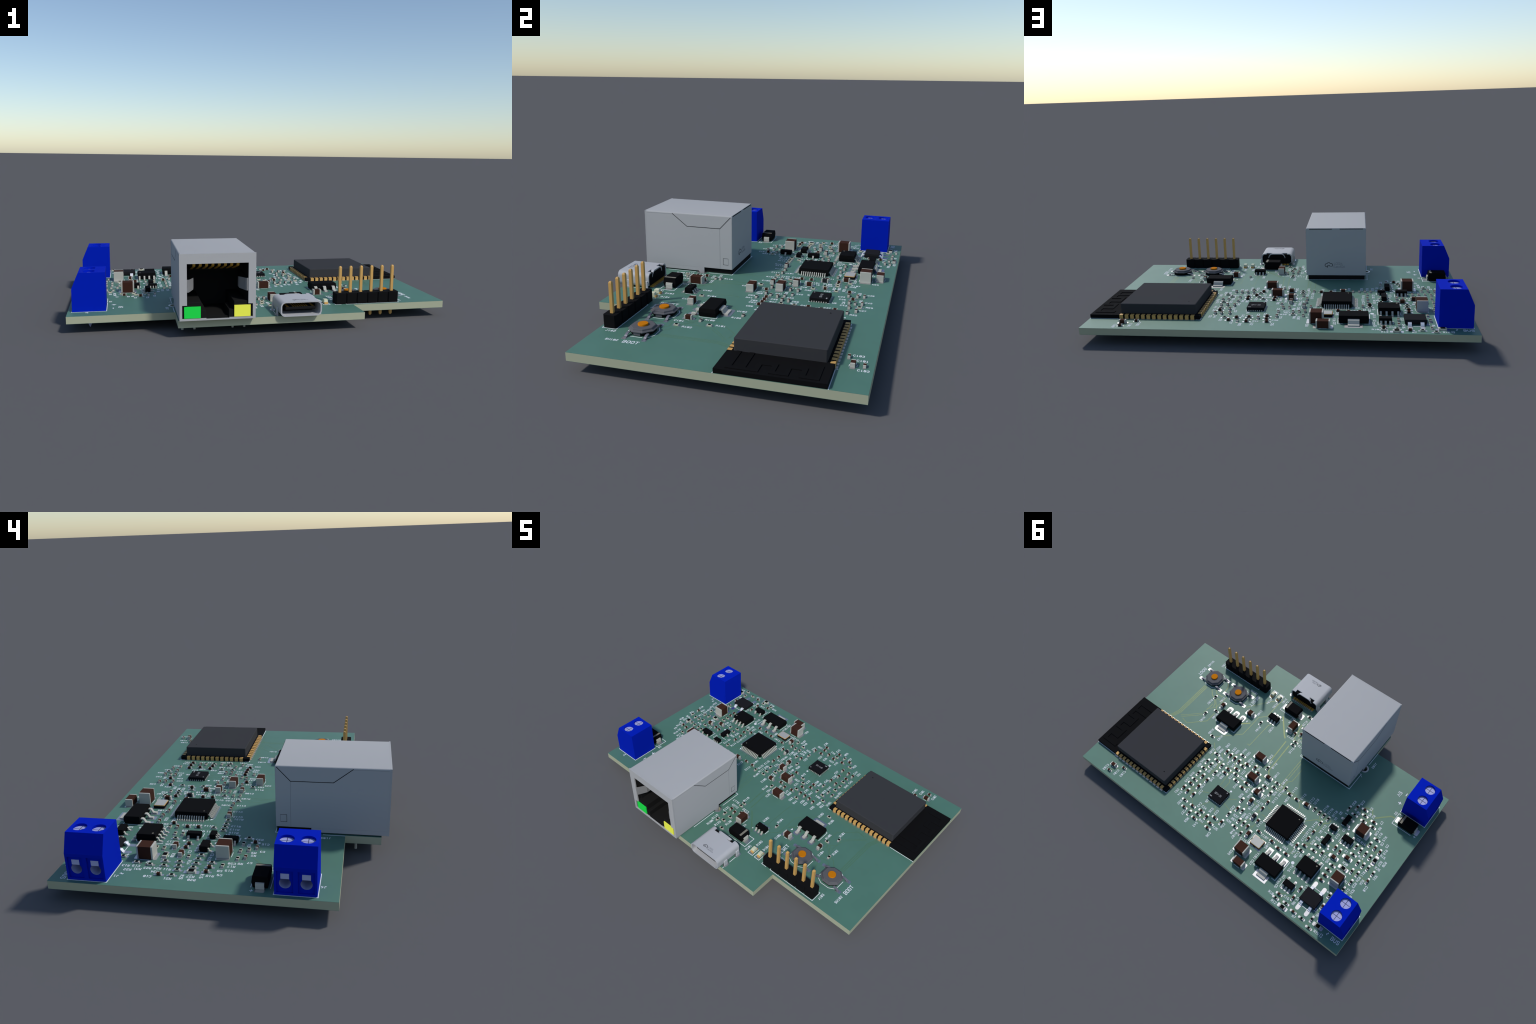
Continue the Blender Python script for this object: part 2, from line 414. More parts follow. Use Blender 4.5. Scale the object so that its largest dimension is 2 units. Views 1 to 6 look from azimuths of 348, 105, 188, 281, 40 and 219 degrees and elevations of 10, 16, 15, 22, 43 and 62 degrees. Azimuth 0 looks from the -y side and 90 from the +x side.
# placements "code axis x y", block by block
CHIPS = """
r4 X 14.05 6.05; r4 X 12.70 7.55; r4 Y 14.65 9.35; r4 Y 13.2 9.6; r4 X 14 11.5; r4 Y 10.65 8; r4 Y 14.15 13.5; c4 Y 12.65 13.5; r4 X 13.7 15.55; r4 Y 10.65 10.75; c4 Y 10.9 13.75; c4 X 13.65 17; c4 Y 14.35 19.05; c4 Y 12.85 19.2; c4 Y 11.5 16.45; c4 Y 10.95 19.1; r4 X 11.6 21.6; c4 X 10.35 23.2; c4 X 8.85 21.6
c4 Y 12.4 3.85; c4 Y 10.9 4.15; c4 Y 9.4 4.2; c4 Y 7.9 4.2; c4 X 8.6 7.7; c4 X 8.55 9.1; c4 X 6.8 6.3; r4 X 6.1 4.65; r4 X 5.95 7.65; r4 X 4.75 9.05; r4 X 8.15 2.1; r4 Y -.15 12.5; c4 Y -.8 15.05; r4 Y -2.2 14.75; r4 Y 0 17.6; c4 X 2.05 9.65; r4n X 18.8 2.55
c4 X 5.45 3.45; c4 Y 3.3 2.95; c4 X 1.5 3.7; c4 X 2 7.95; r4n Y .5 .95; c6n X -1.55 3.05; c8 X -2 8.35; c6n Y -2.2 11.25; r4 X -2.45 5.7; r4 X -2.2 6.95; r4 Y -4.75 6.4; r4n X -4.5 4.4; r4n X -4.4 2.95; r4n Y -7.1 2.8; c4n X -8.95 3.45; c4n X -11.3 3.5; c4n Y -5.85 8.85; c4n Y -5.85 11.05; r4n X -.5 -10.05; r4n X -.5 -8.9
c4n Y 1.3 -12.05; c4n Y -.15 -12.9; c4n Y -1.57 -12.55; r4n Y -1.67 -14.8; r4n X .2 -14.85; r4n X -.25 -16.75; r4n X 1.25 -18.9; r4n Y -1.68 -17.4; c12 Y 3.0 -13.3
c6n X -14.3 3.15; r4n Y -16.7 2.85; r4n Y -18.25 2.9; r4n Y -19.6 2.85; r4n Y -21 2.9; r4n Y -20.15 5.05; c4n Y -20.15 8.15; c4n Y -20.2 10.4; c4 Y -19 13.6; c4n X -20.6 12.4; r4 X -20.65 13.95; c4 X -18.35 17; r4 X -23.25 10.45; r4 X -23.2 12.05; r4 Y -25.25 11.35; c4 Y -27 8.1; c4 Y -28.45 8.3; c6 X -28.15 10.4; c6 X -30.95 8.5; r4 X -31.6 6.85; r4 Y -30.95 4.65; r4 Y -23.55 -2.85; c4 Y -25.05 -4.35; r4 X -25.7 -2.2
c4 X -27 -5; r4 X -27.95 -3.65; r4 X -28.5 -2.15; c4 X -30.75 -3.55; r4 X -31.3 -2.2; r4 X -34.05 -.05; r4 Y -33.35 2.05; c4 Y -34.85 2.1; c4 Y -36.4 2.3; r4 Y -32.4 4.85; r4 Y -33.9 4.8; r4 Y -35.3 4.95; r6 Y -36.7 4.9; r4 Y -33.7 7.95; r4 Y -35.1 7.7; r4 Y -36.45 7.55
r4 X -29.15 12.35; r4 X -29 13.85; c4 X -29.2 15.4; c4 X -29.15 16.95; r6 X -31.7 11.3; r4 Y -33.75 10.6; r4 Y -35.25 10.35; r4 Y -38.2 8; c4 Y -38.2 10.35; r4 Y -35.2 13; r4 Y -34.75 15.65; r4 Y -33 18.9; c4 Y -33.25 22.05
c4 X -23.3 26.05; r4 X -23.2 27.3; r4 X -26 26.85; r6 X -25.85 28.1; c4 Y -26.5 24.7; c4 Y -26.55 21.95; c4 X -28.6 27.35; r4 X -31.1 27.4; r4 Y -33.1 26.05; r4 X -33.75 28.15; r6 X -35.2 26.55
r4 Y 8.3 23.6; r4 X 6.3 22.5; c4 X 6.1 21.25; c4 X 6.25 23.9; c4 Y 4 21.75; c4 X 2.1 20.6; c4 X 2 22.45; c4 X 1.75 23.85; c4 Y 0 20.5; r4 Y -3.3 17.4; r4 Y -4.7 17.25; r4 X -3.5 19.3; c4n Y -6.05 17.3; r4n Y -5.85 19.85
f6 Y -5.55 14.15; c4n Y -7.15 14.45; c6n Y -7.5 18.7; c4n X -9.25 16.55; c4n X -13.5 16.55; c4 X -15.85 17.05; c8 X 15.05 -9.55; c6n Y 23.15 -6.95; r4n Y 26.8 -7.85; r4n X 23.45 -4.35; r4n Y 25.35 -1.9; r4n Y 11.05 -9; c6n X 33.75 25.7; c4n X 33.65 27.55; c4n X 30.95 24.7
c12 X 3.8 -.3; c12 X 1.65 5.7; c12 X -10.6 26.05; c1210 X -29.92 .55; c1210 Y -32.18 14.6; c1210 X -9.02 22.95
"""
for item in CHIPS.replace('\n', ';').split(';'):
    if item.strip():
        code, ax, x, y = item.split()
        chip(code, float(x), float(y), ax)

# ------------------------------------------------------------------ leaded packages
def gull(y0, y1, ztop, zfoot, t, foot):
    """Side profile of a gull-wing lead from the body wall y0 to the toe y1."""
    s = 1 if y1 > y0 else -1
    d = abs(y1 - y0)
    return [(y0 - s * .15, ztop), (y0 + s * .22 * d, ztop), (y0 + s * .32 * d, ztop - .12 * (ztop - zfoot)),
            (y1 - s * (foot + .10 * d), zfoot + .15 * (ztop - zfoot)), (y1 - s * (foot - .04 * d), zfoot), (y1, zfoot)]

def leads(parent, name, spots, mat):
    """spots: list of (x, y0, y1, width, ztop, t, foot, axis); one mesh per distinct lead."""
    for x, y0, y1, w, zt, t, foot, axis in spots:
        key = ('lead', name, round(y0, 3), round(y1, 3), w, axis)
        if key not in _cache:
            _cache[key] = Shape().bar(gull(y0, y1, zt, .035 + t / 2, t, foot), w, t, axis).mesh(name, mat)
        put(name, _cache[key], x if axis == 'x' else 0, x if axis == 'y' else 0, parent=parent)

def package(name, x, y, rot, hx, hy, z0, z1, inset, mat=None):
    me = Shape().taper(hx, hy, z0, z1, inset).mesh(name, mat or EPOXY)
    return put(name, me, x, y, rot)

def mark(parent, x, y, r, z, mat=None):
    put("pin_mark", Shape().cyl(x, y, r, z - .02, z + .006, 20).mesh("pin_mark", mat or STRIPE), parent=parent)

# voltage regulators (three legs one side, wide tab on the other)
def regulator(x, y, round_pads):
    o = package("regulator", x, y, 0, 3.25, 1.75, .06, 1.72, .16)
    leads(o, "lead", [(k * 2.3, -1.7, -3.5, .72, .95, .26, .75, 'x') for k in (-1, 0, 1)], TIN)
    leads(o, "heat_tab", [(0, 1.7, 3.5, 2.45, .95, .26, .75, 'x')], TIN)
    r = .5 if round_pads else .03
    for k in (-1, 0, 1):
        pad(x + k * 2.3, y - 3.15, 1.5, 2.0, r)
    pad(x, y + 3.15, 3.8, 2.0, r)
    for s in (-1, 1):
        line((x + s * 3.4, y + 1.85), (x + s * 3.4, y - 1.6 - (2.4 if (s < 0 and not round_pads) else 0)))
        line((x + s * 3.4, y + 1.9), (x + s * 2.3, y + 1.9))
    return o
regulator(-17.02, 22.2, False)
regulator(18.3, -3.85, True)
dot(-21.05, 17.8, .42)
SILK.prism([(14.7, -7.1), (14.3, -6.7), (14.3, -7.5)], -0.01, .018)

# eight-leg driver
o = package("driver_chip", -24.8, 16.6, 0, 2.42, 1.95, .12, 1.70, .12)
leads(o, "lead", [(k * 1.27 - 1.905, s * 1.9, s * 3.0, .42, .85, .2, .45, 'x') for k in range(4) for s in (-1, 1)], TIN)
mark(o, -1.75, -1.25, .2, 1.70)
for k in range(4):
    for s in (-1, 1):
        pad(-24.8 + k * 1.27 - 1.905, 16.6 + s * 2.65, .62, 1.3, .25)
line((-27.3, 13.3), (-27.3, 18.6)); line((-22.3, 14.7), (-22.3, 18.6))

# small outline chips with two rows of legs: legs below / legs above (-y / +y)
def small_chip(name, x, y, hx, hy, h, toe, pitch, w, below, above, rot=0):
    o = package(name, x, y, rot, hx, hy, .06, h, .08)
    sp = [(k * pitch, -hy + .05, -toe, w, h * .5, .14, .3, 'x') for k in below]
    sp += [(k * pitch, hy - .05, toe, w, h * .5, .14, .3, 'x') for k in above]
    leads(o, "lead", sp, TIN)
    for ks, s in ((below, -1), (above, 1)):
        for k in ks:
            px, py = k * pitch, s * (toe - .1)
            if rot == 90:
                pad(x - py, y + px, 1.0, .62, .28)
            else:
                pad(x + px, y + py, .62 if pitch > .8 else .42, 1.0 if pitch > .8 else .75, .2)
    return o
small_chip("converter_chip", -23.77, 22.9, 1.4, .78, 1.2, 1.42, .95, .44, (-1, 1), (-1, 0, 1))
small_chip("converter_chip", -28.28, 4.65, 1.4, .78, 1.2, 1.42, .95, .44, (-1, 1), (-1, 0, 1))
small_chip("protection_chip", 8.9, -12.35, 1.48, .8, 1.25, 1.42, .95, .42, (-1, 0, 1), (-1, 0, 1))
small_chip("logic_chip", -23.6, 4.2, .98, .6, 1.0, 1.08, .65, .24, (-1, 0, 1), (-1, 1))
for qy in (.43, 7.92):
    qx = -25.08 if qy < 5 else -24.03
    small_chip("transistor", qx, qy, 1.46, .65, 1.1, 1.25, .95, .4, (0,), (-1, 1), rot=90)
    line((qx + .1, qy - 1.6), (qx + 1.6, qy - 1.6)); line((qx - .1, qy + 1.6), (qx + .66, qy + 1.6))
    dot(-26.77 if qy < 5 else -25.76, qy + 1.57, .27)
for x0, y0 in ((-23.77, 22.9), (-28.28, 4.65)):
    line((x0 + 1.6, y0 - .3), (x0 + 1.6, y0 + 1.6)); line((x0 - 1.6, y0 - .8), (x0 - 1.6, y0 + .8))
line((7.3, -12.9), (7.3, -11.5)); line((10.5, -12.9), (10.5, -11.6))
SILK.prism([(6.75, -13.75), (7.05, -13.5), (6.75, -13.2)], -.01, .018)
line((-22.35, 3.4), (-22.35, 4.7)); line((-24.9, 3.4), (-24.9, 5.1))
put("pin_mark", Shape().cyl(7.9, -12.85, .1, 1.22, 1.256, 16).mesh("pin_mark", STRIPE), parent=None)

# 48-leg controller
QX, QY = -13.05, 10.72
o = package("controller_chip", QX, QY, 0, 3.5, 3.5, .1, 1.56, .12)
for rot in (0, 90, 180, 270):
    key = ('qlead',)
    if key not in _cache:
        _cache[key] = Shape().bar(gull(3.45, 4.5, .75, .1, .13, .4), .22, .13, 'x').mesh("lead", TIN)
    c, s = math.cos(math.radians(rot)), math.sin(math.radians(rot))
    for k in range(12):
        a = (k - 5.5) * .5
        put("lead", _cache[key], a * c, a * s, rot, parent=o)
        px, py = a * c - 4.3 * s, a * s + 4.3 * c
        horizontal = rot in (90, 270)
        pad(QX + px, QY + py, 1.2 if horizontal else .3, .3 if horizontal else 1.2, .13)
mark(o, -2.6, -2.6, .15, 1.56)
for sx, sy in ((-1, 1), (1, -1), (1, 1), (-1, -1)):
    line((QX + sx * 3.65, QY + sy * 3.2), (QX + sx * 3.65, QY + sy * 3.65), (QX + sx * 3.2, QY + sy * 3.65), w=.11)
SILK.prism([(QX - 3.1, QY - 4.1), (QX - 3.65, QY - 4.0), (QX - 3.3, QY - 4.75)], -.01, .018)

# flat no-lead chip with printed package code
NX, NY = 5.4, 15.18
o = put("interface_chip", Shape().box(-2, 2, -2, 2, .1, .86).mesh("interface_chip", QFNBLK), NX, NY)
lf = Shape()
for k in range(7):
    a = (k - 3) * .5
    for s in (-1, 1):
        lf.box(a - .11, a + .11, s * 2.0 - .02, s * 2.0 + .02, .02, .26)
        lf.box(s * 2.0 - .02, s * 2.0 + .02, a - .11, a + .11, .02, .26)
        pad(NX + a, NY + s * 2.05, .25, .5, .1); pad(NX + s * 2.05, NY + a, .5, .25, .1)
put("lead_frame", lf.mesh("lead_frame", TIN), parent=o, stuff=True)
tx = Shape(); write(tx, "QFN-28", 0, 0, .5, .07, 180, z=.875, gap=.72, squeeze=.5)
put("package_code", tx.mesh("package_code", MARK), .1, .15, parent=o)
mark(o, -1.55, -1.6, .16, .86, MARK)
put("pin_mark", Shape().prism(rrect(.38, .14, .13, 3, 1.45, 1.5), .84, .868).mesh("pin_mark", MARK), parent=o)
dot(3.73, 12.3, .27)
for sx, sy in ((1, 1), (1, -1), (-1, 1)):
    line((NX + sx * 2.12, NY + sy * 1.8), (NX + sx * 2.12, NY + sy * 2.12), (NX + sx * 1.8, NY + sy * 2.12), w=.1)

# bridge rectifier with four bright legs
BX, BY = -30.03, 22.22
o = package("bridge_rectifier", BX, BY, 0, 2.32, 1.85, .1, 1.12, .1, EPOXY2)
for k, s in ((-1, -1), (1, -1), (-1, 1), (1, 1)):
    key = ('bridge', s)
    if key not in _cache:
        _cache[key] = Shape().bar([(s * 1.7, .55), (s * 2.2, .55), (s * 2.45, .35), (s * 2.5, .13), (s * 2.75, .13)], .78, .2, 'x').mesh("lead", CHROME)
    put("lead", _cache[key], k * 1.3, 0, parent=o)
    pad(BX + k * 1.3, BY + s * 3.1, .98, 2.3, .45)
for s in (-1, 1):
    line((BX - .75, BY + s * 2.7), (BX + .75, BY + s * 2.7))
# moulded polarity marks, sunk dark strokes on the lid
mk = Shape()
for a in ((-1.75, -1.3), (1.75, -1.3), (-1.75, 1.3), (1.75, 1.3)):
    mk.stroke([(a[0] - .22, a[1]), (a[0] + .22, a[1])], .09, 1.08, 1.128)
    if a[0] < 0:
        mk.stroke([(a[0], a[1] - .22), (a[0], a[1] + .22)], .09, 1.08, 1.131)
put("polarity_mark", mk.mesh("polarity_mark", SEAM), parent=o)

# diodes with a cathode stripe on the +x side
def diode(x, y):
    o = package("diode", x, y, 0, 2.2, 1.42, .1, 2.25, .16)
    put("cathode_stripe", Shape().box(1.32, 1.86, -1.28, 1.28, 2.15, 2.262).mesh("cathode_stripe", STRIPE), parent=o)
    for s in (-1, 1):
        put("terminal", Shape().bar([(s * 2.05, 1.15), (s * 2.36, 1.1), (s * 2.42, .7), (s * 2.4, .14), (s * 1.6, .12)], 1.5, .2, 'y').mesh("terminal", TIN), parent=o)
        pad(x + s * 2.35, y, 2.0, 1.75, .25)
    line((x - 1.9, y + 1.62), (x + 3.58, y + 1.62), (x + 3.58, y - 1.72), (x - 1.9, y - 1.72))
diode(6.02, -17.6)
diode(-38.05, -7.85)

# crystal oscillator can
CX, CY = -10.82, 19.12
o = put("crystal", Shape().box(-1.55, 1.55, -1.23, 1.23, .04, .58, .08).mesh("crystal", BLACKPLA), CX, CY)
put("gold_rim", Shape().prism(rrect(1.52, 1.2, .25), .55, .66).mesh("gold_rim", GOLD), parent=o)
put("metal_lid", Shape().prism(rrect(1.42, 1.1, .22), .6, .74).mesh("metal_lid", XTAL), parent=o)
for sx in (-1, 1):
    for sy in (-1, 1):
        pad(CX + sx * 1.1, CY + sy * .87, 1.4, 1.15, .05)
line((-8.72, 17.5), (-8.72, 20.68), (-12.75, 20.68))

# indicator diodes: cream lens on gold ends
for lx in (12.08, 14.2):
    ly = -18.62
    o = put("indicator_diode", Shape().stack([(rrect(.46, .62, .04, 1), .12), (rrect(.46, .62, .04, 1), .45), (rrect(.43, .52, .04, 1), .94), (rrect(.38, .46, .04, 1), 1.0)]).mesh("indicator_diode", LENS), lx, ly)
    g = Shape()
    for s in (-1, 1):
        g.box(-.45, .45, s * .66 - .2, s * .66 + .2, .03, .42, .02)
        pad(lx, ly + s * .82, .95, .85, .2)
    put("end_terminals", g.mesh("end_terminals", GOLD), parent=o)
    line((lx - .73, ly + .95), (lx - .73, ly - 1.46), (lx + .73, ly - 1.46), (lx + .73, ly + .95))

# ------------------------------------------------------------------ push switches
def octagon(r, cx=0, cy=0):
    k = r * math.tan(math.pi / 8)
    return [(r, -k), (r, k), (k, r), (-k, r), (-r, k), (-r, -k), (-k, -r), (k, -r)]
def switch(x, y):
    o = put("push_switch", Shape().stack([(octagon(2.2), .08), (octagon(2.2), .75)]).mesh("push_switch", BLACKPLA), x, y)
    cover = Shape().stack([(octagon(2.45), .68), (octagon(2.5), .74), (octagon(2.5), .84), (octagon(2.18), 1.02), (octagon(2.12), 1.22), (octagon(2.02), 1.30)])
    for rot in (0, 180):
        s = 1 if rot == 0 else -1
        cover.box(*sorted((s * 2.08, s * 2.34)), -.78 if s > 0 else -.78, .5, .12, .75)
    put("switch_cover", cover.mesh("switch_cover", SWGREY), parent=o)
    put("button", Shape().stack([(circle(0, 0, .95, 28), 1.2), (circle(0, 0, .95, 28), 1.58), (circle(0, 0, .90, 28), 1.64)]).mesh("button", ORANGE, 40), parent=o)
    for sx in (-1, 1):
        for sy in (-1, 1):
            put("leg", Shape().bar([(sx * 1.9, .52), (sx * 2.55, .48), (sx * 2.95, .3), (sx * 3.2, .1), (sx * 3.5, .1)], .5, .16, 'y', at=sy * 1.85).mesh("leg", SWLEG), parent=o)
            pad(x + sx * 3.4, y + sy * 1.9, 1.35, .85, .03)
    line((x + 2.62, y - 1.2), (x + 2.62, y + 1.0)); line((x - 2.62, y - 1.2), (x - 2.62, y + 1.2))
    for sy in (-1, 1):
        line((x - 2.3, y + sy * 2.0), (x - 1.1, y + sy * 2.68), (x + 1.1, y + sy * 2.68), (x + 2.3, y + sy * 2.0))
switch(31.0, -12.42)
switch(22.02, -12.42)

# ------------------------------------------------------------------ pin header
HY, HX0 = -18.95, 17.47
hb = Shape()
for i in range(6):
    cx = HX0 + 2.54 * i
    c = .24
    hb.prism([(cx - 1.27, HY - 1.27 + c), (cx - 1.27 + c, HY - 1.27), (cx + 1.27 - c, HY - 1.27), (cx + 1.27, HY - 1.27 + c),
              (cx + 1.27, HY + 1.27 - c), (cx + 1.27 - c, HY + 1.27), (cx - 1.27 + c, HY + 1.27), (cx - 1.27, HY + 1.27 - c)], .02 + .002 * (i % 2), 2.5 + .004 * (i % 2))
hdr = put("pin_header", hb.mesh("pin_header", BLACKPLA))
sq = lambda r: [(-r, -r), (r, -r), (r, r), (-r, r)]
pin = Shape().stack([(sq(.15), -3.1), (sq(.3), -2.8), (sq(.3), 8.3), (sq(.22), 8.52), (sq(.13), 8.6)]).mesh("header_pin", GOLD)
for i in range(6):
    put("header_pin", pin, HX0 + 2.54 * i, HY, parent=hdr)
    pad_ring(HX0 + 2.54 * i, HY, .85, .32)
x1 = HX0 - 1.35; x2 = HX0 + 1.3; x3 = HX0 + 5 * 2.54 + 1.4
line((x2 - 1.3, HY - 1.4), (x1, HY - 1.4), (x1, HY - .1), w=.12)
line((x2, HY - 1.42), (x3, HY - 1.42), (x3, HY + 1.42), (x2, HY + 1.42), w=.12, closed=True)

# ------------------------------------------------------------------ screw terminals
def cut(me, cutters):
    """Boolean-subtract closed cutter meshes and return the finished mesh."""
    a = bpy.data.objects.new("tmp", me); SCN.objects.link(a)
    tmp = [a]
    for cm in cutters:
        b = bpy.data.objects.new("tmp", cm); SCN.objects.link(b); tmp.append(b)
        md = a.modifiers.new("cut", 'BOOLEAN'); md.operation = 'DIFFERENCE'; md.object = b; md.solver = 'EXACT'
    dg = bpy.context.evaluated_depsgraph_get()
    out = bpy.data.meshes.new_from_object(a.evaluated_get(dg))
    for t in tmp:
        bpy.data.objects.remove(t)
    return out

prof = [(-3.5, .03), (3.5, .03), (3.5, 8.45), (-2.05, 8.45), (-3.5, 5.05)]
blk = Shape().prism(prof, -3.5, 3.5, 'y').mesh("terminal_block", BLUE)
cuts = []
for s in (-1, 1):
    cuts.append(Shape().cyl(.05, s * 1.75, 1.27, 7.2, 9.0, 40).mesh("c", BLUE))
    cuts.append(Shape().box(-4, -3.2, s * 1.75 - 1.36, s * 1.75 + 1.36, .45, 4.45).mesh("c", BLUE))
    cuts.append(Shape().box(-4, -1.6, s * 1.75 - .72, s * 1.75 + .72, 2.0, 3.85).mesh("c", BLUE))
    hole = [(s * 1.75 + .98 * math.cos(2 * math.pi * i / 32), 2.05 + .98 * math.sin(2 * math.pi * i / 32)) for i in range(32)]
    cuts.append(Shape().prism(hole, -4, -.2, 'x').mesh("c", BLUE))
BLOCK = cut(blk, cuts)
BLOCK.name = "terminal_block"
screw = Shape().cyl(.05, 0, 1.24, 7.1, 8.0, 40)
SCREWM = screw.mesh("screw", SCREW, 40)
sl = Shape()
sl.stroke([(-1.0, 0), (1.1, 0)], .14, 7.9, 8.006); sl.stroke([(.05, -1.05), (.05, 1.05)], .14, 7.9, 8.010)
SLOTM = sl.mesh("screw_slot", SLOT)
CLAMPM = Shape().box(-3.26, -2.6, -.70, .70, 2.88, 3.84).mesh("wire_clamp", CLAMP)
TUBE = Shape()
tn = 32
def half(r, x):
    return [TUBE.bm.verts.new((x, r * math.cos(2 * math.pi * i / tn), 2.05 + r * math.sin(2 * math.pi * i / tn))) for i in range(tn)]
TUBE._skin([half(.965, -3.19), half(.965, -.28)], cap=False)
TUBE.bm.faces.new(half(.97, -.3))
TUBEM = TUBE.mesh("wire_guide", CLAMP, 40)
PINT = Shape().stack([(sq(.42), -THICK - .4), (sq(.42), .2)]).stack([(sq(.42), -THICK - .41), (sq(.40), -2.9), (sq(.06), -3.765)]).mesh("solder_pin", CLAMP)
def terminal(y):
    o = put("terminal_block", BLOCK, -38.05, y)
    for s in (-1, 1):
        put("screw", SCREWM, 0, s * 1.75, parent=o)
        put("screw_slot", SLOTM, 0, s * 1.75, parent=o)
        put("wire_clamp", CLAMPM, 0, s * 1.75, parent=o)
        put("wire_guide", TUBEM, 0, s * 1.75, parent=o)
        put("solder_pin", PINT, 0.05, s * 1.75, parent=o)
        pad_ring(-38.0, y + s * 1.75, 1.1, .5)
    line((-34.43, y + 3.62), (-34.43, y - 3.62), (-41.65, y - 3.62), (-41.65, y + 3.62), closed=True)
terminal(-13.9)
terminal(22.12)

# ------------------------------------------------------------------ radio module
MX0, MX1, MY0, MY1 = 16.95, 42.46, 5.05, 23.06
mod = put("radio_module", Shape().box(MX0, MX1, MY0, MY1, .05, .85).mesh("radio_module", MODPCB))
put("module_lid", Shape().prism(rrect(8.72, 7.84, .25, 3, 26.83, 14.0), .8, 3.0).stack(
    [(rrect(8.72, 7.84, .25, 3, 26.83, 14.0), 3.0), (rrect(8.62, 7.74, .2, 3, 26.83, 14.0), 3.1)]).mesh("module_lid", MODLID), parent=mod)
put("pin_mark", Shape().cyl(20.15, 19.68, .17, 3.08, 3.112, 20).mesh("pin_mark", SEAM), parent=mod)
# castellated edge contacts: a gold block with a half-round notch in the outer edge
cast = Shape()
cast.prism([(-.42, -.49), (-.2, -.5), (.2, -.5), (.42, -.49), (.42, .32), (-.42, .32)], .03, .875)
CAST = cast.mesh("edge_contact", GOLD)
for i in range(14):
    x = 35.13 - 1.27 * i
    put("edge_contact", CAST, x, MY0 + .46, 0, parent=mod)
    put("edge_contact", CAST, x, MY1 - .46, 180, parent=mod)
    pad(x, MY0 + .18, .9, 1.2, .03); pad(x, MY1 - .18, .9, 1.2, .03)
for i in range(12):
    y = 14.08 + (i - 5.5) * 1.27
    put("edge_contact", CAST, MX0 + .46, y, 270, parent=mod)
    pad(MX0 + .35, y, 1.2, .9, .03)
# raised meandering antenna ribbon
ant = Shape()
ant.stroke([(36.0, 7.2), (41.4, 7.2), (41.4, 11.67), (38.9, 11.67), (38.9, 14.2), (41.4, 14.2), (41.4, 16.44), (38.9, 16.44),
            (38.9, 18.97), (41.4, 18.97), (41.4, 21.22), (37.6, 21.22)], .86, .80, .98)
ant.stroke([(36.0, 9.48), (40.9, 9.48)], .86, .80, .979)
put("antenna_trace", ant.mesh("antenna_trace", MODPCB), parent=mod)
line((MX1 - .0, MY0 - .12), (36.0, MY0 - .12)); line((MX1, MY1 + .12), (35.9, MY1 + .12), (35.7, MY1 + .5))
line((MX0 - .12, MY0 + 1.0), (MX0 - .12, MY0 - .12), (MX0 + .6, MY0 - .12)); line((MX0 - .12, MY1 - 1.0), (MX0 - .12, MY1 + .12), (MX0 + .8, MY1 + .12))

# ------------------------------------------------------------------ network jack
X0, X1, Y0, Y1, Z1 = -19.95, -4.37, -29.11, -7.51, 13.87
jk = Shape()
t = .22
opening = [(-18.44, 11.85), (-5.91, 11.85), (-5.91, 3.37), (-4.96, 3.37), (-4.96, .62), (-9.83, .62), (-9.83, .48),
           (-14.53, .48), (-14.53, .62), (-19.42, .62), (-19.42, 3.39), (-18.44, 3.39)]
jk.plate([(X0, .22), (X1, .22), (X1, Z1), (X0, Z1)], [opening], Y0, Y0 + .3, 'y')
# rounded long top edges: top and side walls in one bent sheet
r = .3
arc = lambda cx, sx: [(cx + sx * r * math.sin(a), Z1 - r + r * math.cos(a)) for a in [math.radians(15 * i) for i in range(7)]]
right = arc(X1 - r, 1)
left = [(X0 + r - r * math.sin(a), Z1 - r + r * math.cos(a)) for a in [math.radians(15 * i) for i in range(7)]]
outer = [(X0, 1.2)] + left[::-1] + right + [(X1, 1.2)]
inner = [(X1 - t, 1.2), (X1 - t, Z1 - r), (X1 - r, Z1 - t), (X0 + r, Z1 - t), (X0 + t, Z1 - r), (X0 + t, 1.2)]
jk.plate(outer + inner, [], Y0 + .29, Y1 - .1, 'y')
# lower front part of the side walls, with the solder tab
for xa, xb in ((X0, X0 + t), (X1 - t, X1)):
    jk.prism([(Y0 + .3, .28), (-15.75, .28), (-15.55, -.2), (-15.4, -THICK - .7), (-14.6, -THICK - .7), (-14.4, -.2), (-14.4, 1.19), (Y0 + .3, 1.19)], xa, xb, 'x')
# back wall
jk.plate([(X0 + .02, 1.2), (X1 - .02, 1.2), (X1 - .02, Z1 - .15), (X0 + .02, Z1 - .15)], [], Y1 - .12, Y1, 'y')
jack = put("network_jack", jk.mesh("network_jack", SHIELD, 30))
